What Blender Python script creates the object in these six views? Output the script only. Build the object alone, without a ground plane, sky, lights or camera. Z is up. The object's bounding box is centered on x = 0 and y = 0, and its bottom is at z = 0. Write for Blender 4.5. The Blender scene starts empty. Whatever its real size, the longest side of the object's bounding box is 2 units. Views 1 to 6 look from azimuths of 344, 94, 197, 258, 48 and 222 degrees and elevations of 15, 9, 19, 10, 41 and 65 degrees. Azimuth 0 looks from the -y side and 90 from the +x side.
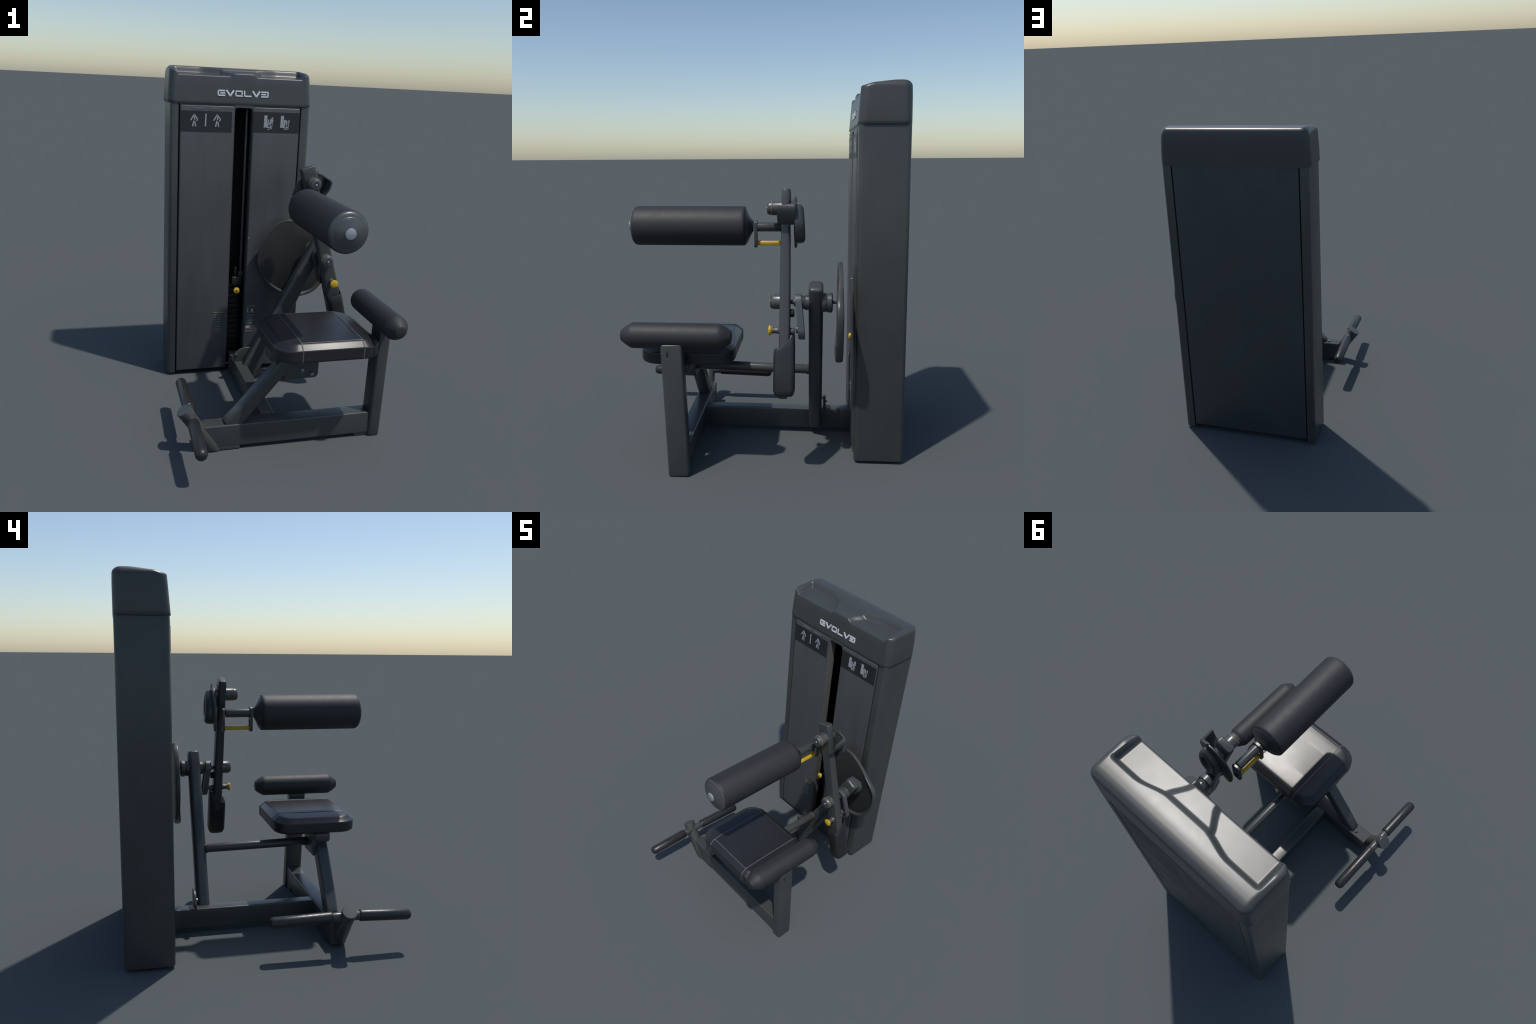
import bpy, bmesh, math, random
from math import sin, cos, pi, radians, sqrt, atan2
from mathutils import Vector, Matrix

random.seed(7)

# =====================================================================
# materials
# =====================================================================
def material(name, color, rough=0.45, metal=0.0, vary=0.12, scale=9.0, stretch=(1, 1, 1),
             rough_vary=0.08, bump=0.0, bump_scale=300.0, spec=0.5, coat=0.0, streak=None):
    m = bpy.data.materials.new(name)
    m.use_nodes = True
    nt = m.node_tree
    b = nt.nodes["Principled BSDF"]
    b.inputs["Metallic"].default_value = metal
    b.inputs["Specular IOR Level"].default_value = spec
    b.inputs["Coat Weight"].default_value = coat
    tc = nt.nodes.new("ShaderNodeTexCoord")
    mp = nt.nodes.new("ShaderNodeMapping")
    mp.inputs["Scale"].default_value = stretch
    nt.links.new(tc.outputs["Object"], mp.inputs["Vector"])
    n1 = nt.nodes.new("ShaderNodeTexNoise")
    n1.inputs["Scale"].default_value = scale
    n1.inputs["Detail"].default_value = 5.0
    n1.inputs["Roughness"].default_value = 0.6
    nt.links.new(mp.outputs["Vector"], n1.inputs["Vector"])
    ramp = nt.nodes.new("ShaderNodeValToRGB")
    lo = [c * (1 - vary) for c in color]
    hi = [c * (1 + vary) for c in color]
    ramp.color_ramp.elements[0].position = 0.3
    ramp.color_ramp.elements[1].position = 0.7
    ramp.color_ramp.elements[0].color = (*lo, 1)
    ramp.color_ramp.elements[1].color = (*hi, 1)
    nt.links.new(n1.outputs["Fac"], ramp.inputs["Fac"])
    nt.links.new(ramp.outputs["Color"], b.inputs["Base Color"])
    mr = nt.nodes.new("ShaderNodeMapRange")
    mr.inputs["From Min"].default_value = 0.3
    mr.inputs["From Max"].default_value = 0.7
    mr.inputs["To Min"].default_value = rough - rough_vary
    mr.inputs["To Max"].default_value = rough + rough_vary
    n2 = nt.nodes.new("ShaderNodeTexNoise")
    n2.inputs["Scale"].default_value = scale * 2.3
    n2.inputs["Detail"].default_value = 4.0
    nt.links.new(mp.outputs["Vector"], n2.inputs["Vector"])
    nt.links.new(n2.outputs["Fac"], mr.inputs["Value"])
    nt.links.new(mr.outputs["Result"], b.inputs["Roughness"])
    if bump > 0:
        n3 = nt.nodes.new("ShaderNodeTexNoise")
        n3.inputs["Scale"].default_value = bump_scale
        n3.inputs["Detail"].default_value = 3.0
        nt.links.new(tc.outputs["Object"], n3.inputs["Vector"])
        bp = nt.nodes.new("ShaderNodeBump")
        bp.inputs["Strength"].default_value = bump
        bp.inputs["Distance"].default_value = 0.002
        nt.links.new(n3.outputs["Fac"], bp.inputs["Height"])
        nt.links.new(bp.outputs["Normal"], b.inputs["Normal"])
    return m

M_FRAME = material("powder_coat_grey", (0.047, 0.051, 0.050), rough=0.34, vary=0.08, scale=6, rough_vary=0.03, bump=0.04, bump_scale=500)
M_CAP = material("moulded_cap_plastic", (0.049, 0.053, 0.052), rough=0.36, vary=0.06, scale=8, rough_vary=0.006)
M_PANEL = material("panel_grey", (0.062, 0.066, 0.068), rough=0.42, vary=0.10, scale=5, stretch=(2.5, 1, 0.35))
M_SLOT = material("sunlit_slot_metal", (0.10, 0.097, 0.092), rough=0.4, vary=0.15, scale=6, stretch=(1, 1, 0.3))  # slot wall metal, lightened so its sunlit look sits in the colour
M_BACK = material("back_sheet_slate", (0.040, 0.043, 0.050), rough=0.5, vary=0.08, scale=3)
M_BLACK = material("black_parts_and_shade", (0.004, 0.0045, 0.005), rough=0.7, vary=0.1)  # plain black for small parts; on the tower's inner sheets it stands for shade
M_LABEL = material("dark_sign_film", (0.017, 0.018, 0.019), rough=0.45, vary=0.06)
M_MARK = material("printed_light_grey", (0.33, 0.34, 0.36), rough=0.5, vary=0.25, scale=120)
M_MARKDIM = material("printed_dim_grey", (0.15, 0.155, 0.17), rough=0.5, vary=0.3, scale=150)
M_WHITE = material("lettering_white", (0.62, 0.64, 0.68), rough=0.4, vary=0.08, scale=60)
M_YELLOW = material("signal_yellow", (0.56, 0.36, 0.018), rough=0.4, vary=0.12, scale=30)
M_RING = material("pale_yellow_ring", (0.42, 0.32, 0.07), rough=0.4, vary=0.15, scale=40)
M_OCHRE = material("printed_ochre", (0.20, 0.17, 0.06), rough=0.5, vary=0.2, scale=80)
M_RED = material("printed_red", (0.30, 0.09, 0.05), rough=0.5, vary=0.2, scale=80)
M_FOAM = material("roller_vinyl_black", (0.0195, 0.0197, 0.0215), rough=0.60, vary=0.08, scale=14, rough_vary=0.02, bump=0.10, bump_scale=700)
M_SEAT = material("seat_vinyl_black", (0.018, 0.018, 0.020), rough=0.34, vary=0.06, scale=8, rough_vary=0.008, bump=0.04, bump_scale=450)
M_SEAM = material("seam_piping_grey", (0.075, 0.08, 0.085), rough=0.5, vary=0.2, scale=60)
M_RUBBER = material("grip_rubber", (0.0175, 0.0172, 0.0182), rough=0.38, vary=0.15, scale=20, bump=0.08, bump_scale=600)
M_CASE = material("cam_cover_plastic", (0.024, 0.0242, 0.0240), rough=0.42, vary=0.12, scale=7)
M_STEEL = material("brushed_steel", (0.42, 0.44, 0.46), rough=0.32, metal=0.9, vary=0.12, scale=40)
M_HUBMETAL = material("grey_hub_metal", (0.085, 0.09, 0.092), rough=0.36, metal=0.35, vary=0.12, scale=25)
M_BOLT = material("zinc_bolt", (0.17, 0.19, 0.21), rough=0.35, metal=0.5, vary=0.15, scale=50)
M_ALU = material("pale_alloy_plug", (0.30, 0.32, 0.35), rough=0.42, metal=0.2, vary=0.06, scale=30)

# =====================================================================
# geometry helpers: every shape is (verts, faces)
# =====================================================================
def rrect(w, h, r, n=5):
    """rounded rectangle outline, centred, counter-clockwise"""
    r = min(r, w / 2 - 1e-5, h / 2 - 1e-5)
    out = []
    for cx, cy, a0 in ((w/2-r, h/2-r, 0), (-w/2+r, h/2-r, 90), (-w/2+r, -h/2+r, 180), (w/2-r, -h/2+r, 270)):
        for i in range(n + 1):
            a = radians(a0 + 90 * i / n)
            out.append((cx + r * cos(a), cy + r * sin(a)))
    return out

def circle(r, n=40):
    return [(r * cos(2*pi*i/n), r * sin(2*pi*i/n)) for i in range(n)]

def loft(rings, caps=True):
    n = len(rings[0])
    v = [tuple(p) for ring in rings for p in ring]
    f = []
    for k in range(len(rings) - 1):
        for i in range(n):
            j = (i + 1) % n
            f.append((k*n+i, k*n+j, (k+1)*n+j, (k+1)*n+i))
    if caps:
        f.append(tuple(reversed(range(n))))
        f.append(tuple((len(rings)-1)*n + i for i in range(n)))
    return v, f

def offset(outline, d):
    """shift a closed outline inwards by d along its averaged normals"""
    n = len(outline)
    area = sum(outline[i][0]*outline[(i+1) % n][1] - outline[(i+1) % n][0]*outline[i][1] for i in range(n))
    s = 1 if area > 0 else -1
    res = []
    for i in range(n):
        a, b, c = Vector(outline[i-1]), Vector(outline[i]), Vector(outline[(i+1) % n])
        t1, t2 = (b - a), (c - b)
        if t1.length < 1e-9: t1 = t2
        if t2.length < 1e-9: t2 = t1
        t1.normalize(); t2.normalize()
        nn = Vector((-(t1.y+t2.y), t1.x+t2.x))
        if nn.length < 1e-9: nn = Vector((-t1.y, t1.x))
        nn.normalize()
        k = max(0.5, nn.dot(Vector((-t1.y, t1.x))))
        res.append(tuple(b + nn * (s * d / k)))
    return res

def spline(pts, per=6, closed=True):
    n, out = len(pts), []
    P = [Vector(p) for p in pts]
    for i in range(n if closed else n - 1):
        if closed:
            p0, p1, p2, p3 = P[i-1], P[i], P[(i+1) % n], P[(i+2) % n]
        else:
            p0, p1, p2, p3 = P[max(i-1, 0)], P[i], P[i+1], P[min(i+2, n-1)]
        for k in range(per):
            t = k / per
            out.append(tuple(0.5*((2*p1)+(p2-p0)*t+(2*p0-5*p1+4*p2-p3)*t*t+(3*p1-p0-3*p2+p3)*t**3)))
    if not closed: out.append(tuple(P[-1]))
    return out

def slab(outline, lo, hi, bev=0.004, axis='y', steps=3):
    """outline (a,b) extruded along an axis between lo and hi, edges rounded"""
    def put(a, b, t):
        return {'y': (a, t, b), 'z': (a, b, t), 'x': (t, a, b)}[axis]
    rings = []
    for k in range(steps + 1):
        a = pi/2 * k / steps
        o = offset(outline, bev * (1 - sin(a)))
        rings.append([put(p[0], p[1], lo + bev * (1 - cos(a))) for p in o])
    for k in range(steps + 1):
        a = pi/2 * (1 - k / steps)
        o = offset(outline, bev * (1 - sin(a)))
        rings.append([put(p[0], p[1], hi - bev * (1 - cos(a))) for p in o])
    return loft(rings)

def rbox(lo, hi, r=0.006, seg=3):
    bm = bmesh.new()
    bmesh.ops.create_cube(bm, size=1.0)
    c = [(a + b) / 2 for a, b in zip(lo, hi)]
    s = [b - a for a, b in zip(lo, hi)]
    for v in bm.verts:
        v.co = Vector((c[0] + v.co.x*s[0], c[1] + v.co.y*s[1], c[2] + v.co.z*s[2]))
    r = min(r, min(s) * 0.49)
    bmesh.ops.bevel(bm, geom=list(bm.edges), offset=r, segments=seg, profile=0.5, affect='EDGES')
    bm.verts.index_update()
    out = ([tuple(v.co) for v in bm.verts], [tuple(v.index for v in f.verts) for f in bm.faces])
    bm.free()
    return out

def frame_of(d, side):
    d = Vector(d).normalized()
    s = Vector(side); s = (s - d * s.dot(d)).normalized()
    return d, s, d.cross(s)

def tube(path, sections, side=(0, 1, 0), r=0.012, end=0.006, n=5):
    """rounded-rectangular tube along a polyline. sections: (width along side, depth) per point"""
    P = [Vector(p) for p in path]
    rings = []
    m = len(P)
    for i in range(m):
        if i == 0: d = P[1] - P[0]
        elif i == m - 1: d = P[-1] - P[-2]
        else: d = (P[i+1]-P[i]).normalized() + (P[i]-P[i-1]).normalized()
        d, s, u = frame_of(d, side)
        w, h = sections[i] if isinstance(sections, list) else sections
        def ring(c, ins):
            return [tuple(c + s*a + u*b) for a, b in rrect(w - 2*ins, h - 2*ins, max(r - ins, 0.002), n)]
        if i == 0:
            for k in range(3):
                a = pi/2*k/3
                rings.append(ring(P[0] + d*(end*(1-cos(a))), end*(1-sin(a))))
            rings.append(ring(P[0] + d*end, 0))
        elif i == m - 1:
            rings.append(ring(P[-1] - d*end, 0))
            for k in (2, 1, 0):
                a = pi/2*k/3
                rings.append(ring(P[-1] - d*(end*(1-cos(a))), end*(1-sin(a))))
        else:
            rings.append(ring(P[i], 0))
    return loft(rings)

def lathe(profile, origin, axis=(0, 1, 0), n=48):
    """profile: list of (distance along axis, radius)"""
    o = Vector(origin)
    d = Vector(axis).normalized()
    s = Vector((1, 0, 0)) if abs(d.x) < 0.9 else Vector((0, 0, 1))
    d, s, u = frame_of(d, s)
    rings = [[tuple(o + d*t + s*(r*cos(2*pi*i/n)) + u*(r*sin(2*pi*i/n))) for i in range(n)] for t, r in profile]
    return loft(rings)

def rod(a, b, r, n=24, bev=None):
    a, b = Vector(a), Vector(b)
    L = (b - a).length
    bev = min(bev if bev is not None else r*0.25, L*0.45)
    prof = [(0, r-bev), (bev*0.3, r-bev*0.3), (bev, r), (L-bev, r), (L-bev*0.3, r-bev*0.3), (L, r-bev)]
    return lathe(prof, a, b - a, n)

def stroke(a, b, w, y0, y1):
    """thin bar between two (x,z) points, used for printed marks"""
    a, b = Vector(a), Vector(b)
    d = (b - a).normalized()
    nrm = Vector((-d.y, d.x)) * (w/2)
    q = [a + nrm, a - nrm, b - nrm, b + nrm]
    v = [(p.x, y0, p.y) for p in q] + [(p.x, y1, p.y) for p in q]
    return v, [(0, 1, 2, 3), (7, 6, 5, 4), (0, 4, 5, 1), (1, 5, 6, 2), (2, 6, 7, 3), (3, 7, 4, 0)]

def flat_prism(pts, y0, y1):
    n = len(pts)
    v = [(p[0], y0, p[1]) for p in pts] + [(p[0], y1, p[1]) for p in pts]
    f = [tuple(range(n)), tuple(reversed(range(n, 2*n)))]
    f += [(i, n+i, n+(i+1) % n, (i+1) % n) for i in range(n)]
    return v, f

def plate_with_hole(outer, inner, lo, hi):
    """two closed (x,z) outlines of equal count -> ring-shaped plate along y"""
    rings = [[(p[0], lo, p[1]) for p in outer], [(p[0], hi, p[1]) for p in outer],
             [(p[0], hi, p[1]) for p in inner], [(p[0], lo, p[1]) for p in inner]]
    v, f = loft(rings, caps=False)
    n = len(outer)
    f += [(3*n+i, 3*n+(i+1) % n, (i+1) % n, i) for i in range(n)]
    return v, f

# =====================================================================
# objects
# =====================================================================
root = bpy.data.objects.new("gym_machine", None)
root["label"] = "dark grey seated crunch gym machine with weight tower"
root["category"] = "gym machine"
bpy.context.scene.collection.objects.link(root)

def make(name, shapes, mat, parent=root, angle=40, stuff=False):
    if isinstance(shapes, tuple): shapes = [shapes]
    V, F = [], []
    for v, f in shapes:
        b = len(V)
        V += v
        F += [tuple(i + b for i in q) for q in f]
    me = bpy.data.meshes.new(name)
    me.from_pydata(V, [], F)
    bm = bmesh.new(); bm.from_mesh(me)
    bmesh.ops.recalc_face_normals(bm, faces=bm.faces)
    bm.to_mesh(me); bm.free()
    me.shade_smooth()
    me.set_sharp_from_angle(angle=radians(angle))
    me.materials.append(mat)
    ob = bpy.data.objects.new(name, me)
    bpy.context.scene.collection.objects.link(ob)
    ob.parent = parent
    if stuff: ob["kind"] = "stuff"
    return ob

# ---------------------------------------------------------------------
# weight tower
# ---------------------------------------------------------------------
TX0, TX1, TY0, TY1 = -0.512, 0.3755, 0.520, 0.782      # column outsides
CAPZ = 1.785

def column(x0, x1, outer):
    """vertical side column; 'outer' = -1 / +1 tells which side carries the big corner radii"""
    R = 0.022
    pts = []
    def corner(cx, cy, a0, r, n=6):
        for i in range(n + 1):
            a = radians(a0 + 90*i/n)
            pts.append((cx + r*cos(a), cy + r*sin(a)))
    s = 0.004
    ro = R if outer > 0 else s
    rl = s if outer > 0 else R
    corner(x1-ro, TY1-ro, 0, ro); corner(x0+rl, TY1-rl, 90, rl)
    corner(x0+rl, TY0+rl, 180, rl); corner(x1-ro, TY0+ro, 270, ro)
    return slab(pts, 0.010, CAPZ + 0.03, 0.008, axis='z')

tower = make("weight_tower", [column(TX0, -0.461, -1), column(0.316, TX1, +1)], M_FRAME)

# black sheets added to give the hollow tower its inner shade
make("tower_shade_sheets", [rbox((-0.4615, 0.525, 0.025), (-0.4580, 0.765, 1.80), 0.001),
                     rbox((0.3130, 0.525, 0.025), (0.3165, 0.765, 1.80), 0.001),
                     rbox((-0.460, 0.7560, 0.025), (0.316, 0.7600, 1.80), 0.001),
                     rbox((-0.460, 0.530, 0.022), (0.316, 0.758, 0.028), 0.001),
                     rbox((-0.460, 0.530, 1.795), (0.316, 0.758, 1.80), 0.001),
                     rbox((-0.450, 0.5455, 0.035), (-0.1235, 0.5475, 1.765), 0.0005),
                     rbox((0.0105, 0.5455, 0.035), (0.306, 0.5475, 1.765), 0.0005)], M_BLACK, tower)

# front panels with returns into the slot
def front_panel(x0, x1, wall_x):
    R = 0.006
    o = rrect(x1-x0, 1.742, 0.010)
    o = [(p[0] + (x0+x1)/2, p[1] + 0.030 + 0.871) for p in o]
    return slab(o, 0.5155, 0.545, R)
make("front_panel", [front_panel(-0.453, -0.1145, 0)], M_PANEL, tower)
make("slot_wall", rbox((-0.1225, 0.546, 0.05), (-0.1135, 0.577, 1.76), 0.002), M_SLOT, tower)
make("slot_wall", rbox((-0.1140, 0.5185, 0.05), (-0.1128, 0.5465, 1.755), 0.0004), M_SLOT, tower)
make("front_panel", [front_panel(0.0015, 0.3085, 0), rbox((0.0005, 0.53, 0.17), (0.0095, 0.574, 1.76), 0.002)], M_PANEL, tower)
# header bar above the slot, with rounded arch corners
arch = [(-0.1165, 1.787), (-0.1165, 1.735)]
for i in range(7):
    a = radians(180 - 90*i/6); arch.append((-0.1135 + 0.018 + 0.018*cos(a), 1.747 + 0.018*sin(a)))
for i in range(7):
    a = radians(90 - 90*i/6); arch.append((-0.0005 - 0.018 + 0.018*cos(a), 1.747 + 0.018*sin(a)))
arch += [(0.004, 1.735), (0.004, 1.787)]
make("slot_header", flat_prism(arch, 0.5165, 0.575), M_PANEL, tower)
make("header_strip", rbox((-0.456, 0.5185, 1.768), (0.311, 0.56, 1.79), 0.003), M_FRAME, tower)

# back sheet
make("back_panel", rbox((-0.4545, 0.762, 0.036), (0.3095, 0.7795, 1.80), 0.003), M_BACK, tower)

# levelling feet under the tower
make("levelling_foot", [rod((x, y, 0.0), (x, y, 0.03), 0.022) for x in (-0.44, 0.30) for y in (0.57, 0.73)], M_BLACK, tower)

# weight stack seen through the slot
plates = []
z = 0.085
while z < 0.60:
    plates.append(rbox((-0.100, 0.600, z), (-0.020, 0.74, z + 0.0335), 0.004))
    z += 0.0375
stack = make("weight_stack", plates, material("cast_weight_black", (0.0045, 0.0047, 0.005), rough=0.55), tower)
make("guide_rod", [rod((-0.020, 0.585, 0.60), (-0.020, 0.585, 1.76), 0.0085)], M_HUBMETAL, tower)
make("lift_block", [rbox((-0.080, 0.565, 0.60), (-0.025, 0.64, 0.66), 0.006), rod((-0.055, 0.585, 0.65), (-0.055, 0.585, 0.73), 0.012),
                    rbox((-0.042, 0.560, 0.655), (-0.006, 0.61, 0.70), 0.006)],
     material("dark_steel", (0.016, 0.017, 0.018), rough=0.4), tower)
make("selector_pin", [lathe([(0, .010), (.004, .018), (.014, .021), (.022, .016), (.028, .008)], (-0.058, 0.505, 0.580), n=24)], M_YELLOW, tower)
make("pin_shank", [rod((-0.058, 0.53, 0.580), (-0.058, 0.61, 0.580), 0.007)], M_BLACK, tower)
make("pin_black_disc", [rod((-0.058, 0.5035, 0.580), (-0.058, 0.508, 0.580), 0.006)], M_BLACK, tower)  # solid black disc on the pin's face, no hole cut
make("panel_screw", [rod((0.008, 0.5115, 0.937), (0.008, 0.517, 0.937), 0.0055)], M_STEEL, tower)

# --------------------------- cap ------------------------------------
def smooth(a, b, x):
    t = max(0.0, min(1.0, (x - a) / (b - a)))
    return t*t*(3 - 2*t)

def cap_top(x, y):
    """height of the moulded top: sloped shoulder, sunken tray with a raised middle"""
    zc = 1.974 + 0.014*smooth(0.53, 0.60, y) + 0.012*smooth(0.57, 0.72, y) - 0.004*smooth(0.73, 0.78, y)
    tray_floor = 1.9480 + 0.08*(y - 0.53)
    island = 1.9665 + 0.10*(y - 0.53)
    # ramps of the island sweep outwards towards the back
    k = smooth(0.53, 0.64, y)
    isl = smooth(-0.147 - 0.052*k, -0.117 - 0.057*k, x) * (1 - smooth(-0.007 + 0.044*k, 0.031 + 0.049*k, x))
    floor = tray_floor + (island - tray_floor)*isl
    # tray back wall comes forward next to the island
    near = 1 - smooth(0.10, 0.26, abs(x + 0.06))
    back = 0.661 - 0.034*near
    inside = smooth(-0.486, -0.456, x) * (1 - smooth(0.316, 0.338, x)) * (1 - smooth(back - 0.004, back + 0.020, y))
    return zc + (min(floor, zc) - zc) * inside

def cap_shape():
    x0, x1, y0, y1 = -0.516, 0.371, 0.529, 0.783     # plan at the top
    R, rr = 0.040, 0.016
    def ticks(a, b, n, edge, ne):
        t = [a + edge*(i/ne)**1.5 for i in range(ne)]
        t += [a + edge + (b - a - 2*edge)*i/n for i in range(n + 1)]
        t += [b - edge*((ne-1-i)/ne)**1.5 for i in range(ne)]
        return t
    xs = ticks(x0, x1, 170, R, 9)
    ys = ticks(y0, y1, 40, R, 9)
    nx, ny = len(xs), len(ys)
    verts, faces = [], []
    def sd(x, y):
        qx = abs(x - (x0+x1)/2) - ((x1-x0)/2 - R)
        qy = abs(y - (y0+y1)/2) - ((y1-y0)/2 - R)
        o = sqrt(max(qx, 0)**2 + max(qy, 0)**2) + min(max(qx, qy), 0) - R
        return -o
    for y in ys:
        for x in xs:
            # square-to-disc map in the corners
            px, py = x, y
            cx = x0 + R if x < x0 + R else (x1 - R if x > x1 - R else None)
            cy = y0 + R if y < y0 + R else (y1 - R if y > y1 - R else None)
            if cx is not None and cy is not None:
                a, b = (x - cx)/R, (y - cy)/R
                px, py = cx + R*a*sqrt(max(0, 1 - b*b/2)), cy + R*b*sqrt(max(0, 1 - a*a/2))
            d = sd(px, py)
            zt = cap_top(px, py)
            # bigger roll-over at the back edge than at the front lip
            r = 0.007 + 0.023*smooth(0.56, 0.74, py) + 0.014*max(smooth(0.470, 0.515, -px), smooth(0.330, 0.371, px))
            if d < r:
                zt -= r - sqrt(max(0, r*r - (r - d)**2))
            verts.append((px, py, zt))
    for j in range(ny - 1):
        for i in range(nx - 1):
            faces.append((j*nx+i, j*nx+i+1, (j+1)*nx+i+1, (j+1)*nx+i))
    border = [i for i in range(nx)] + [j*nx + nx-1 for j in range(1, ny)] + \
             [(ny-1)*nx + i for i in range(nx-2, -1, -1)] + [j*nx for j in range(ny-2, 0, -1)]
    ring = border
    # walls: widen slightly going down, front leans out, small lip at the bottom
    mx, my = (x0+x1)/2, (y0+y1)/2
    for t, grow, lean in ((0.25, 0.005, 0.004), (0.6, 0.010, 0.009), (0.88, 0.012, 0.013), (0.97, 0.0115, 0.0145), (1.0, 0.008, 0.0125)):
        new = []
        for b in border:
            x, y, zt = verts[b]
            sx = (x - mx)/((x1-x0)/2)
            sy = (y - my)/((y1-y0)/2)
            nxp = x + grow*sx*(1.0 if sx > 0 else 0.6)
            nyp = y + (lean*sy if sy < 0 else 0.001*sy)
            new.append(len(verts))
            verts.append((nxp, nyp, zt + (CAPZ - 0.004 - zt)*t))
        n = len(ring)
        for i in range(n):
            j = (i + 1) % n
            faces.append((ring[i], ring[j], new[j], new[i]))
        ring = new
    faces.append(tuple(ring))
    return verts, faces

cap = make("tower_cap", cap_shape(), M_CAP, tower, angle=50)

# raised lens facet on the back slope of the cap is part of its moulding
# lettering: strokes on the front of the cap (the face leans back slightly)
def lean(v):
    return [(x, y + 0.105*(z - 1.83), z) for x, y, z in v]

LX0, LX1, LZ0, LZ1 = -0.226, 0.096, 1.832, 1.868
H = LZ1 - LZ0
LW, T = 0.0475, 0.0082
def glyph(ch, x):
    z0, z1, zm = LZ0, LZ1, (LZ0+LZ1)/2
    l, r = x, x + LW
    t = T/2
    S = {
        'E': [((l+t, z0), (l+t, z1)), ((l, z1-t), (r, z1-t)), ((l, z0+t), (r, z0+t)), ((l+.016, zm), (r, zm))],
        'V': [((l+.001, z1), ((l+r)/2+.001, z0+.001)), ((r-.001, z1), ((l+r)/2-.001, z0+.001))],
        'O': [((l+t, z0), (l+t, z1-.011)), ((l, z0+t), (r, z0+t)), ((r-t, z0+.012), (r-t, z1)), ((l+.003, z1-t), (r, z1-t))],
        'L': [((l+t, z0), (l+t, z1)), ((l, z0+t), (r, z0+t))],
        '3': [((r-t, z0), (r-t, z1)), ((l, z1-t), (r, z1-t)), ((l, z0+t), (r, z0+t)), ((l, zm), (r-.016, zm))],
    }[ch]
    return [stroke(a, b, T if ch != 'V' else T*1.25, 0.5153, 0.5215) for a, b in S]
pitch = (LX1 - LX0 - LW) / 5
for k, ch in enumerate("EVOLV3"):
    sh = [(lean(v), f) for v, f in glyph(ch, LX0 + k*pitch)]
    make("letter", sh, M_WHITE, cap, angle=20)

# sign film with pictograms
YF = 0.5155
def film(x0, x1, z0, z1):
    o = [(p[0]+(x0+x1)/2, p[1]+(z0+z1)/2) for p in rrect(x1-x0, z1-z0, 0.004, 3)]
    return flat_prism(o, YF-0.0012, YF+0.003)
make("sign_film", film(-0.449, -0.132, 1.615, 1.739), M_LABEL, tower)
make("sign_film", film(0.0055, 0.305, 1.620, 1.746), M_LABEL, tower)
y0, y1 = YF-0.0020, YF-0.0005
def walker(cx, cz, bright_right):
    s = [((cx-.001, cz+.035), (cx-.022, cz-.002)), ((cx+.001, cz+.036), (cx+.002, cz-.004)),
         ((cx, cz+.002), (cx-.010, cz-.038)), ((cx+.001, cz+.002), (cx+.010, cz-.038)),
         ((cx+.003, cz+.030), (cx+.020, cz+.006)), ((cx+.020, cz+.006), (cx+.014, cz-.004))]
    return [stroke(a, b, .0076, y0, y1) for a, b in s]
make("pictogram", walker(-0.366, 1.683, False), M_MARK, tower)
make("pictogram", walker(-0.224, 1.685, True), M_MARK, tower)
make("pictogram", [stroke((-0.2945, 1.724), (-0.2965, 1.648), .0078, y0, y1)], M_MARK, tower)
def machine_icon(cx, cz, k):
    s = [((cx-.020, cz+.042), (cx-.022, cz-.032), .020), ((cx-.002, cz+.018), (cx-.008, cz-.034), .010),
         ((cx+.018-.012*k, cz+.024-.010*k), (cx+.010, cz-.010), .012), ((cx+.022, cz+.032-.016*k), (cx+.026, cz+.004), .008),
         ((cx-.004, cz-.034), (cx+.022, cz-.026), .006), ((cx+.024, cz+.004), (cx+.020, cz-.034), .0045),
         ((cx-.006, cz-.044), (cx+.024, cz-.036), .0035), ((cx-.002, cz+.004), (cx+.014, cz-.026), .005)]
    return [stroke(a, b, w, y0, y1) for a, b, w in s]
make("pictogram", machine_icon(0.105, 1.683, 0), M_MARK, tower)
make("pictogram", machine_icon(0.213, 1.684, 1), M_MARK, tower)

# faint heading line and instruction decals: rows of tiny illegible print
def print_row(x0, x1, z, h, seed):
    rnd = random.Random(seed)
    out, x = [], x0
    while x < x1 - .004:
        w = rnd.uniform(.003, .008)
        if x + w > x1: break
        out.append(stroke((x, z), (x + w, z + rnd.uniform(-.0004, .0004)), h*rnd.uniform(.7, 1.0), y0+.0005, YF+.001))
        x += w + rnd.uniform(.0012, .0025)
    return out
make("printed_heading", print_row(-0.378, -0.297, 1.7555, .012, 3) + print_row(-0.270, -0.196, 1.7555, .012, 4), M_MARKDIM, tower, stuff=True)
make("instruction_decal", [q for i in range(8) for q in print_row(-0.206, -0.150 - .006*(i % 3), 0.414-.0165*i, .0095, 10+i)], M_MARKDIM, tower, stuff=True)
make("decal_header", [stroke((-0.208, 0.431), (-0.143, 0.431), .007, y0, YF+.001)], M_OCHRE, tower)
make("instruction_decal", [q for i in range(9) if i not in (0, 6) for q in print_row(0.014, 0.069 - .005*(i % 2), 0.440-.0190*i, .0115, 30+i)], M_MARKDIM, tower, stuff=True)
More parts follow.
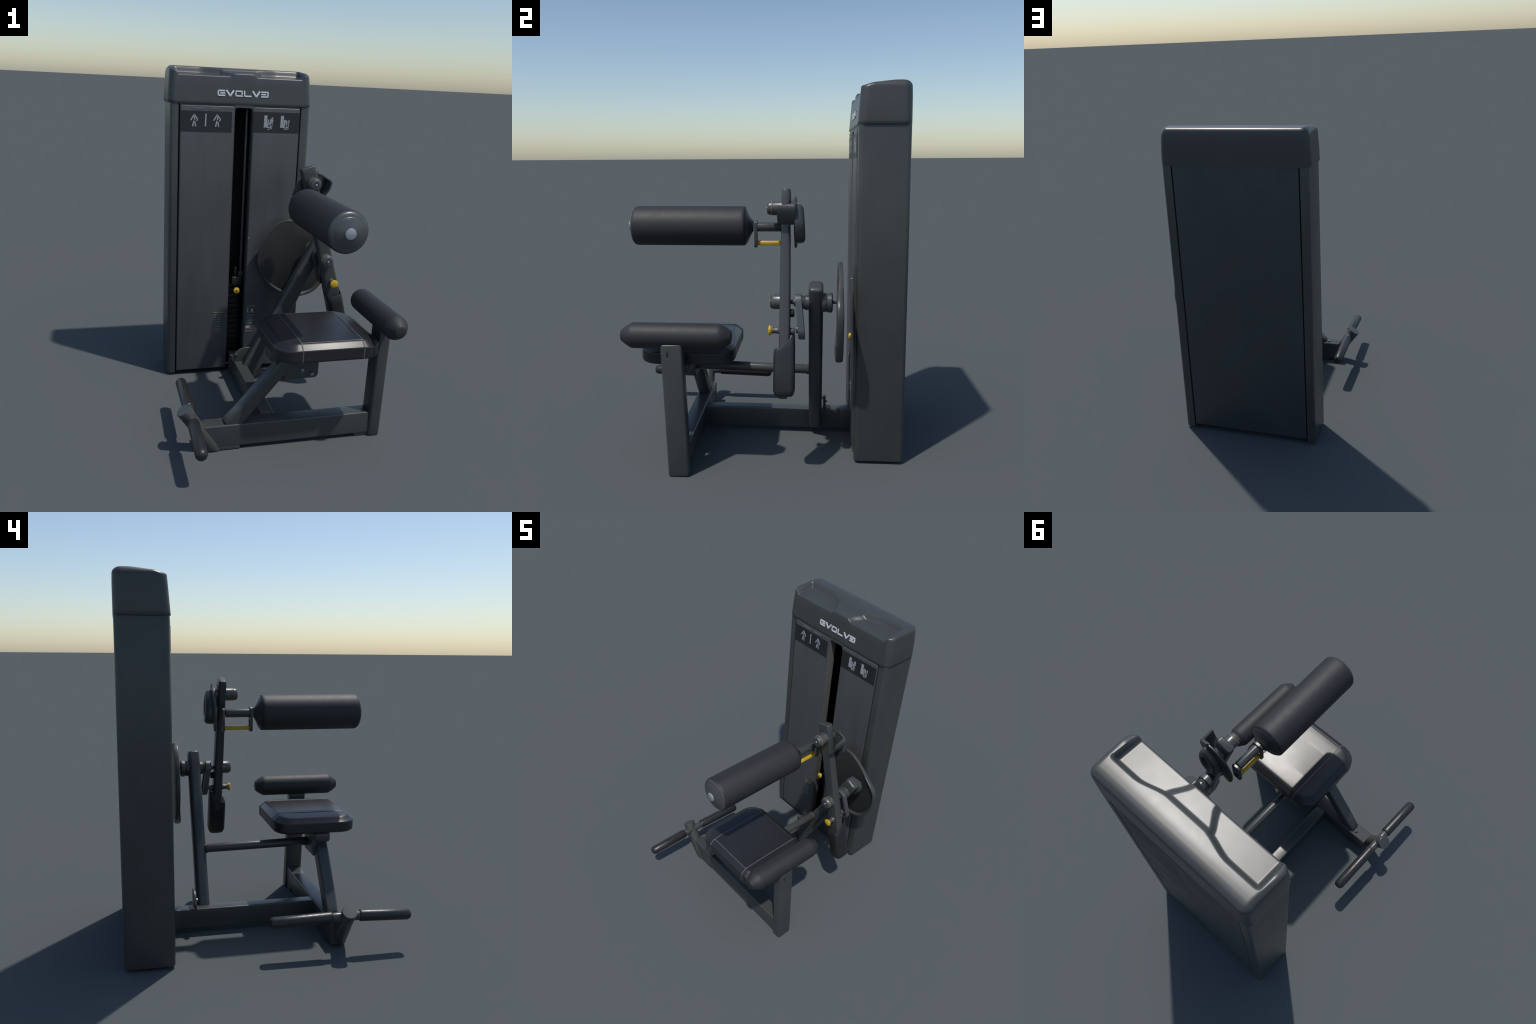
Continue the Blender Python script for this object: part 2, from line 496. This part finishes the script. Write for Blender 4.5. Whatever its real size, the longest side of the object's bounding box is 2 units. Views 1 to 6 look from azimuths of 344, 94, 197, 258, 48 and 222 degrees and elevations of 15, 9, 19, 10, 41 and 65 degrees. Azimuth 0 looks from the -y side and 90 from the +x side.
make("decal_header", [stroke((0.013, 0.466), (0.076, 0.466), .007, y0, YF+.001)], M_OCHRE, tower)
make("decal_icon", [stroke((0.026, 0.452), (0.022, 0.424), .009, y0, YF+.001), stroke((0.054, 0.448), (0.054, 0.426), .014, y0, YF+.001),
                    stroke((0.013, 0.318), (0.040, 0.318), .015, y0, YF+.001)], M_MARK, tower)
make("decal_patch", [stroke((0.042, 0.318), (0.054, 0.318), .015, y0, YF+.001)], M_RED, tower)

# ---------------------------------------------------------------------
# floor frame
# ---------------------------------------------------------------------
base = make("base_beam", tube([(-0.0585, 0.53, 0.081), (-0.0585, -0.360, 0.081)], (0.073, 0.121), side=(1, 0, 0), r=0.008, end=0.002), M_FRAME)
make("cross_beam", tube([(-0.437, -0.388, 0.083), (0.52, -0.388, 0.083)], (0.088, 0.130), side=(0, 1, 0), r=0.008, end=0.002), M_FRAME)
make("beam_sleeve", rbox((-0.0962, 0.455, 0.020), (-0.0208, 0.53, 0.1425), 0.004), M_FRAME, base)
make("foot_pad", [rbox((-0.355, -0.4305, 0.0), (-0.24, -0.345, 0.022), 0.003)], M_FRAME)
make("foot_pad", [rbox((0.43, -0.426, 0.0), (0.52, -0.345, 0.022), 0.003)], M_FRAME)
# rear post carrying the back roll (leans slightly)
post = make("back_post", tube([(0.546, -0.386, 0.0), (0.546, -0.391, 0.15), (0.544, -0.411, 0.700)], (0.110, 0.070), side=(0, 1, 0), r=0.014, end=0.008), M_FRAME)
# slanted seat leg
make("seat_leg", tube([(-0.290, -0.392, 0.130), (-0.276, -0.392, 0.150), (-0.240, -0.396, 0.196), (0.014, -0.406, 0.512)],
                      [(0.066, 0.096), (0.068, 0.090), (0.072, 0.080), (0.074, 0.076)], side=(0, 1, 0), r=0.014, end=0.004), M_FRAME)
make("weld_bead", [lathe([(0, .0), (.003, .008), (.008, .006), (.011, 0)], p, (0, 0, 1), 12) for p in
                   ((-0.345, -0.372, 0.147), (-0.352, -0.378, 0.146), (-0.110, 0.380, 0.149))], M_FRAME)

# upright that carries the pivot: narrow below, wide above the bar joint
ypost = 0.3125
up_path, up_sec = [], []
for zz, xl, xr in ((0.062, -0.086, 0.036), (0.15, -0.044, 0.086), (0.27, 0.016, 0.150), (0.40, 0.084, 0.205), (0.47, 0.121, 0.240), (0.52, 0.148, 0.270), (0.74, 0.260, 0.370), (0.885, 0.334, 0.442), (0.985, 0.385, 0.488)):
    up_path.append(((xl+xr)/2, ypost, zz)); up_sec.append((0.075, (xr-xl)*0.885))
upright = make("upright_post", tube(up_path, up_sec, side=(0, 1, 0), r=0.024, end=0.016), M_FRAME)

# tie bar from upright to the seat bracket
make("tie_bar", [rod((0.128, 0.285, 0.437), (0.118, -0.372, 0.452), 0.0265, bev=0.002), lathe([(0, .0265), (.006, .031), (.012, .029), (.018, .0265)], (0.1275, 0.262, 0.4375), (0, 1, 0), 24)], M_FRAME)
# seat bracket plate and rail
br = [(-0.030, 0.545), (-0.030, 0.470), (-0.010, 0.394)]
br += [(0.152 + 0.026*cos(a), 0.420 + 0.026*sin(a)) for a in [radians(-90 + 15*i) for i in range(7)]]
br += [(0.178, 0.545)]
bracket = make("seat_bracket", [slab(br, -0.4400, -0.364, 0.004), slab([(-0.408, 0.535), (-0.408, 0.372), (-0.346, 0.436), (-0.346, 0.535)], -0.052, 0.030, 0.003, axis='x')], M_FRAME)
make("seat_rail", rbox((-0.100, -0.444, 0.503), (0.45, -0.345, 0.5615), 0.016), M_FRAME, bracket)
for x, zq in ((0.083, 0.447), (0.139, 0.420)):
    make("bracket_bolt", [lathe([(0, .003), (.003, .011), (.010, .013), (.017, .0165), (.019, .0165)], (x, -0.4575, zq), n=8)], M_BOLT, bracket, angle=30)

# ---------------------------------------------------------------------
# foot rest hub with two handles
# ---------------------------------------------------------------------
a, b = Vector((-0.378, -0.402, 0.0)), Vector((-0.550, -0.408, 0.250))
d, s, u = frame_of(b - a, (0, 1, 0))
L = (b - a).length
rings = []
def hub_ring(t, w, h, flat=None):
    out = []
    for i in range(32):
        an = 2*pi*i/32
        p = a + d*t + s*(w*cos(an)) + u*(h*sin(an))
        if flat is not None: p.z = max(p.z, flat)
        out.append(tuple(p))
    return out
for t, w, h in ((-0.01, .036, .040), (0.02, .040, .044), (0.10, .042, .041), (0.19, .040, .038), (0.24, .040, .039), (L-0.006, .0425, .0415), (L-0.002, .0415, .0405), (L, .039, .038)):
    rings.append(hub_ring(t, w, h, 0.0))
foot = make("foot_rest", loft(rings), M_FRAME, angle=32)
for sgn, y_in, y_out in ((-1, -0.478, -0.776), (1, -0.325, 0.020)):
    x_in, x_out = (-0.507, -0.514) if sgn < 0 else (-0.507, -0.500)
    z_in, z_out = 0.208, (0.196 if sgn < 0 else 0.199)
    make("handle_stub", [rod((-0.507, -0.40, 0.208), (x_in, y_in + sgn*0.01, z_in), 0.0255, bev=0.001)], M_FRAME, foot)
    ax = Vector((x_out - x_in, y_out - y_in, z_out - z_in)); Lh = ax.length
    make("handle_grip", [lathe([(0, .027), (.003, .0305), (.010, .0320), (Lh*.5, .0315), (Lh-.022, .0318), (Lh-.019, .0300), (Lh-.010, .0275), (Lh-.003, .020), (Lh, .009)],
                               (x_in, y_in, z_in), ax, 32)], M_RUBBER, foot)

# ---------------------------------------------------------------------
# seat
# ---------------------------------------------------------------------
SCX, SCY = 0.182, -0.361
SW, SD, SR = 0.580, 0.498, 0.105
SEAT_PROFILE = [(0.030, 0.560), (0.010, 0.561), (0.003, 0.566), (0.0, 0.573), (0.0, 0.577), (0.0, 0.624), (0.0, 0.628), (0.0012, 0.6318), (0.0040, 0.6345), (0.0065, 0.6364),
                (0.0090, 0.6384), (0.0270, 0.6532), (0.0300, 0.6556), (0.0340, 0.6580), (0.0390, 0.6598), (0.0450, 0.6608), (0.0520, 0.6613), (0.085, 0.6620), (0.15, 0.6630)]
def crown(x, zq):
    """flanks outside the seams fall away towards both sides"""
    return zq - 0.010*smooth(0.165, 0.265, abs(x - SCX))*smooth(0.60, 0.65, zq)
def seat_ring(ins, zq, n=12):
    o = rrect(SW-2*ins, SD-2*ins, max(SR-ins*0.75, .012), n)
    return [(SCX+p[0], SCY+p[1], crown(SCX+p[0], zq)) for p in o]
seat = make("seat_pad", loft([seat_ring(i, zq) for i, zq in SEAT_PROFILE]), M_SEAT, angle=60)

def seat_line(fixed, axis, r=0.0024, lo_side=True, hi_side=True):
    """thin piping following the pad profile across it"""
    half = SD/2 if axis == 'x' else SW/2
    c = SCY if axis == 'x' else SCX
    prof = [p for p in SEAT_PROFILE[2:17]]
    pts = []
    if lo_side: pts += [(c - half + i, zq) for i, zq in prof]
    else: pts += [(c - half + 0.03, 0.6555)]
    pts += [(c + k*0.08, 0.6624) for k in (-1, 0, 1)]
    if hi_side: pts += [(c + half - i, zq) for i, zq in reversed(prof)]
    P = [Vector((fixed, t, zq)) if axis == 'x' else Vector((t, fixed, zq)) for t, zq in pts]
    rings = []
    for i, p in enumerate(P):
        dd = (P[min(i+1, len(P)-1)] - P[max(i-1, 0)]).normalized()
        sd_ = Vector((1, 0, 0)) if axis == 'x' else Vector((0, 1, 0))
        up = dd.cross(sd_)
        rings.append([tuple(p + sd_*(r*1.5*cos(2*pi*k/8)) + up*(r*0.7*sin(2*pi*k/8))) for k in range(8)])
    return loft(rings)
make("seat_seam", [seat_line(0.021, 'x'), seat_line(0.356, 'x')], M_SEAM, seat)
def straight_seam(a, b, r=0.0022):
    a, b = Vector(a), Vector(b)
    dd, s1, u1 = frame_of(b-a, (0, 0, 1))
    return loft([[tuple(p + s1*(r*.7*cos(2*pi*k/8)) + u1*(r*1.5*sin(2*pi*k/8))) for k in range(8)] for p in (a, b)])
make("seat_seam", [straight_seam((0.021, -0.573, 0.6602), (0.356, -0.573, 0.6602))], M_SEAM, seat)
# line of stitching near the rear edge
make("seat_stitching", [rbox((0.040+0.0165*i, -0.1560, 0.6605), (0.049+0.0165*i, -0.1535, 0.6625), 0.0006, 1) for i in range(19)], M_SEAM, seat, stuff=True)

# ---------------------------------------------------------------------
# low back roll on the post
# ---------------------------------------------------------------------
RB = 0.0662
roll_v, roll_f = lathe([(0, .020), (.004, .030), (.026, .047), (.050, .0615), (.057, .0640), (.061, .0655), (.070, RB), (.498, RB), (.512, .0650), (.520, .0620), (.548, .046), (.566, .032), (.570, .015)],
                       (0.515, -0.680, 0.731), (0.012, 1, 0), 48)
make("back_roll", (roll_v, roll_f), M_FOAM, post, angle=28)

make("roll_mount", [rod((0.566, -0.451, 0.652), (0.526, -0.420, 0.652), 0.030, 24, 0.004)], M_RUBBER, post)

# ---------------------------------------------------------------------
# swinging arm
# ---------------------------------------------------------------------
def arm_x(zq): return 0.254 - 0.278*(zq - 1.440)
arm_z = [1.455, 1.42, 1.36, 1.27, 1.20, 1.05, 0.90, 0.75, 0.60]
arm_d = [.046, .050, .046, .046, .050, .054, .055, .056, .056]
arm_w = [.096, .098, .096, .090, .086, .086, .088, .092, .094]
arm = make("swing_arm", tube([(arm_x(q), 0.1545, q) for q in arm_z], [(dd, ww*0.965) for dd, ww in zip(arm_d, arm_w)], side=(0, 1, 0), r=0.015, end=0.008), M_FRAME)

# rubber sleeve at the arm's lower end, cut obliquely at the top
ax0, ax1 = Vector((0.4745, 0.154, 0.660)), Vector((0.535, 0.154, 0.430))
d, s, u = frame_of(ax1 - ax0, (0, 1, 0))
Ls = (ax1 - ax0).length
def sleeve_ring(t, w, h, cut=0.0, r=0.024):
    out = []
    for p, q in rrect(w, h, r, 6):
        k = smooth(-0.012, 0.050, p)
        out.append(tuple(ax0 + d*(t - cut*k) + s*p + u*q))
    return out
sl = [sleeve_ring(0.012, .070, .080, .05), sleeve_ring(0.004, .085, .088, .068), sleeve_ring(0.0, .098, .093, .075), sleeve_ring(0.008, .106, .098, .075), sleeve_ring(0.05, .109, .096, .05),
      sleeve_ring(0.10, .109, .096, .0), sleeve_ring(Ls-.030, .109, .092), sleeve_ring(Ls-.010, .098, .084), sleeve_ring(Ls, .080, .068, 0, .02)]
make("arm_sleeve", loft(sl), M_RUBBER, arm, angle=60)
make("sleeve_plug", rbox((0.512, 0.128, 0.420), (0.556, 0.172, 0.455), 0.008), M_FRAME, arm)

# pivot caps on the arm
def pivot_cap(x, yf, zq, depth, r):
    make("pivot_cap", [lathe([(.004, r*.22), (.004, r*.34), (.0, r*.40), (.0, r*.74), (.002, r*.83), (.006, r*.89), (.012, r*.93), (depth*.28, r*.97), (depth*.3, r*.90), (depth*.34, r*.90), (depth*.36, r), (depth*.9, r), (depth, r*1.03), (depth+.01, r*1.03)], (x, yf, zq), n=40)], M_HUBMETAL, arm)
    make("yellow_ring", [lathe([(depth*.300, r*.90), (depth*.304, r*.990), (depth*.330, r*.990), (depth*.34, r*.90)], (x, yf, zq), n=40)], M_RING, arm)
    make("pivot_bolt", [lathe([(-.005, r*.10), (-.003, r*.20), (.005, r*.26)], (x, yf, zq), n=12)], M_STEEL, arm)
pivot_cap(0.279, 0.056, 1.362, 0.076, 0.0385)
pivot_cap(0.400, 0.078, 0.889, 0.050, 0.0400)
# locking knob
make("lock_knob", [lathe([(0, .010), (.002, .020), (.005, .0255), (.010, .0255), (.018, .0200), (.021, .016)], (0.449, 0.069, 0.748), n=14)], M_YELLOW, arm, angle=25)
make("knob_shank", [lathe([(0, .0165), (.020, .0150), (.038, .0180), (.045, .024), (.060, .024)], (0.449, 0.086, 0.748), n=24),
                    rod((0.452, 0.175, 0.746), (0.452, 0.207, 0.744), 0.0185)], M_HUBMETAL, arm)
make("arm_bolt", [rod((0.425, 0.178, 0.834), (0.425, 0.203, 0.834), 0.021, 14)], M_BLACK, arm)

# ---------------------------------------------------------------------
# roller held by the arm
# ---------------------------------------------------------------------
RX, RZ = 0.179, 1.257
roller = make("chest_roller", [lathe([(0.0, .080), (0.002, .098), (0.006, .1035), (0.012, .1062), (0.022, .1072), (0.59, .1072), (0.605, .1065), (0.611, .103), (0.616, .094), (0.620, .070)],
                                     (RX-0.002, -0.681, RZ), (0.004, 1, 0), 72)], M_FOAM, angle=50)
make("roller_end_cap", [lathe([(-.0265, .024), (-.024, .030), (-.0225, .036), (-.010, .073), (-.0085, .0765), (-.0070, .0780), (-.004, .0885), (-.001, .0960), (.003, .1000), (.008, .1035), (.010, .1038)], (RX-.002, -0.6815, RZ), n=72)], M_HUBMETAL, roller, angle=25)
make("roller_plug", [lathe([(-.003, .024), (-.0012, .0275), (.002, .0285), (.012, .0285)], (RX-.002, -0.7090, RZ), n=40)], M_ALU, roller)
make("roller_end_cap", [lathe([(0, .099), (.004, .094), (.008, .088), (.020, .060), (.032, .036), (.038, .030)], (RX+.001, -0.066, RZ), n=72)], M_FRAME, roller, angle=25)
make("roller_spindle", [lathe([(0, .0255), (.155, .0255), (.160, .0235), (.162, .015)], (0.195, -0.020, 1.2535), n=32)], M_FRAME, roller)
def lug(cx, lo, hi, zt, zb, w):
    out = [(cx + p[0], (zt+zb)/2 + p[1]) for p in rrect(w, zt-zb, w*.32, 6)]
    inn = [(cx + p[0], zb + (zt-zb)*.30 + p[1]) for p in rrect(w*.46, (zt-zb)*.36, .006, 6)]
    return plate_with_hole(out, inn, lo, hi)
make("spindle_lug", [lug(0.192, -0.020, -0.006, 1.290, 1.142, 0.062)], M_FRAME, roller)
make("spindle_lug", [lug(0.190, 0.150, 0.163, 1.284, 1.142, 0.056)], M_FRAME, roller)
make("release_handle", [rbox((0.176, -0.008, 1.1535), (0.204, 0.152, 1.1775), 0.008, 4)], M_YELLOW, roller)
make("handle_rib", [rbox((0.1745, 0.0, 1.1635+dz), (0.2055, 0.146, 1.1655+dz), 0.0008, 1) for dz in (-0.004, 0.004)], M_YELLOW, roller)

# guard plate behind the arm head with folded flange and back boss
gp = spline([(0.330, 1.412), (0.372, 1.400), (0.396, 1.372), (0.385, 1.315), (0.350, 1.265), (0.295, 1.205), (0.235, 1.150), (0.200, 1.146), (0.183, 1.190), (0.180, 1.260), (0.208, 1.345), (0.260, 1.396)], 4)
guard = make("arm_guard", [slab(gp, 0.197, 0.208, 0.003)], M_FRAME, arm, angle=50)
fl = [(0.333, 1.414), (0.370, 1.402), (0.400, 1.376), (0.388, 1.325), (0.356, 1.282)]
fo = spline(fl, 5, closed=False)
fin = [(x-0.010*min(1, .5+i/len(fo)), zq-0.008*(1-i/len(fo))) for i, (x, zq) in enumerate(fo)]
vv, ff = [], []
m = len(fo)
for i in range(m):
    yf = 0.192 - 0.079*smooth(0.34, 0.46, i/m)       # flange grows deeper towards the side
    vv += [(fo[i][0], yf, fo[i][1]), (fo[i][0], 0.202, fo[i][1]), (fin[i][0], 0.202, fin[i][1]), (fin[i][0], yf, fin[i][1])]
for i in range(m-1):
    for k in range(4):
        ff.append((4*i+k, 4*i+(k+1) % 4, 4*i+4+(k+1) % 4, 4*i+4+k))
ff += [(0, 1, 2, 3), (4*m-1, 4*m-2, 4*m-3, 4*m-4)]
make("guard_flange", (vv, ff), M_FRAME, guard, angle=50)
make("guard_spike", loft([[(0.333+.014*cos(q), 0.203+.012*sin(q), 1.398) for q in [2*pi*k/8 for k in range(8)]],
                          [(0.338+.001*cos(q), 0.207+.001*sin(q), 1.428) for q in [2*pi*k/8 for k in range(8)]]]), M_FRAME, guard)
# boss: dished shell bulging backwards
bo = spline([(0.350, 1.384), (0.384, 1.300), (0.370, 1.225), (0.335, 1.188), (0.290, 1.180), (0.255, 1.215), (0.262, 1.290), (0.305, 1.360)], 6)
c = (sum(p[0] for p in bo)/len(bo), sum(p[1] for p in bo)/len(bo))
def toward(k, yq): return [(c[0]+(p[0]-c[0])*k, yq + 0.004*(1.29-p[1])/0.1, c[1]+(p[1]-c[1])*k) for p in bo]
make("guard_boss", loft([toward(1.0, .202), toward(1.0, .224), toward(.95, .242), toward(.82, .251), toward(.66, .252), toward(.50, .245), toward(.38, .234), toward(.2, .231)]), M_FRAME, guard, angle=60)
make("tip_plug", [rod((0.210, 0.2075, 1.158), (0.210, 0.2125, 1.158), 0.009)], M_YELLOW, guard)
make("head_collar", [lathe([(0, .034), (.01, .036), (.024, .030)], (0.279, 0.174, 1.362), n=32)], M_HUBMETAL, arm)

# ---------------------------------------------------------------------
# pivot shaft, crank link and cam
# ---------------------------------------------------------------------
PX, PZ = 0.401, 0.887
shaft = make("pivot_shaft", [lathe([(0, .006), (.006, .012), (.018, .012), (.020, .022), (.040, .024)], (PX, 0.181, PZ), n=24),
                             lathe([(0, .030), (.006, .038), (.018, .034), (.024, .040), (.045, .041)], (PX, 0.235, PZ), n=32),
                             lathe([(0, .050), (.020, .050), (.024, .046), (.030, .052), (.050, .053), (.056, .045)], (PX, 0.342, PZ), n=32),
                             rod((PX+.004, 0.39, PZ+.002), (PX+.004, 0.435, PZ+.002), 0.0085)], M_FRAME)
# crank link: elongated loop with raised rim
def capsule(c1, c2, r, n=12):
    c1, c2 = Vector(c1), Vector(c2)
    base_a = atan2(c2.y-c1.y, c2.x-c1.x)
    out = []
    for i in range(n+1):
        q = base_a + pi/2 + pi*i/n
        out.append((c1.x + r*cos(q), c1.y + r*sin(q)))
    for i in range(n+1):
        q = base_a - pi/2 + pi*i/n
        out.append((c2.x + r*cos(q), c2.y + r*sin(q)))
    return out
def link_tilt(v): return [(x, y + 0.016*(0.90 - zq)/0.17, zq) for x, y, zq in v]
lo_, li_ = capsule((0.402, 0.887), (0.440, 0.748), 0.047), capsule((0.402, 0.887), (0.440, 0.748), 0.031)
v1, f1 = plate_with_hole(lo_, li_, 0.208, 0.240)
v2, f2 = slab(offset(lo_, .004), 0.222, 0.234, 0.002)
make("crank_link", [(link_tilt(v1), f1), (link_tilt(v2), f2)], M_HUBMETAL, shaft, angle=50)
make("link_stud", [rod((0.441, 0.212, 0.752), (0.441, 0.238, 0.752), 0.0195), rod((0.441, 0.222, 0.725), (0.441, 0.243, 0.725), 0.009)], M_HUBMETAL, shaft)

# cam disc: polar outline
CC = (0.300, 0.815)
polar = [(0, .249), (13, .247), (24, .234), (36, .215), (47, .206), (59, .209), (70, .218), (80, .234), (90, .251), (104, .268), (122, .264), (150, .252), (180, .244),
         (203, .237), (225, .236), (248, .245), (270, .260), (290, .267), (306, .271), (325, .262), (345, .252)]
cam_o = spline([(CC[0]+r*cos(radians(q)), CC[1]+r*sin(radians(q))) for q, r in polar], 6)
cam = make("cam_cover", [slab(offset(cam_o, .003), 0.430, 0.449, 0.004)], M_CASE, angle=50)
def bead(p):
    """lip is thin along the top and swells into a bead at the lower right"""
    q = atan2(p[1]-CC[1], p[0]-CC[0])
    return 0.36 + 0.64*smooth(-0.35, 0.45, cos(q + 0.75))
full = offset(cam_o, 0.02)
rr = []
for ins, yq in ((.026, .434), (.023, .425), (.016, .418), (.008, .415), (.001, .420), (.0, .430), (.001, .444), (.006, .452), (.018, .453), (.024, .446)):
    yl = lambda p: yq if yq > 0.434 else 0.434 + (yq - 0.434)*(bead(p) - 0.20)/0.80
    rr.append([(p[0] + (o[0]-p[0])*ins/0.02*bead(p), yl(p), p[1] + (o[1]-p[1])*ins/0.02*bead(p)) for p, o in zip(cam_o, full)])
make("cam_rim", loft(rr, caps=False), M_FRAME, cam, angle=60)

# small guard plate and bolts at the foot of the upright
tp = [(-0.108, 0.142), (-0.108, 0.176)] + [(-0.012 + 0.094*cos(radians(q)), 0.146 + 0.090*sin(radians(q))) for q in (150, 135, 120, 105, 90, 75)] + [(0.012, 0.190), (-0.004, 0.142)]
make("foot_plate", slab(tp, 0.360, 0.374, 0.003), M_FRAME, upright)
make("plate_bolt", [lathe([(0, .005), (.003, .012), (.012, .013)], (-0.080, 0.350, 0.190), n=8)], M_HUBMETAL, upright, angle=30)
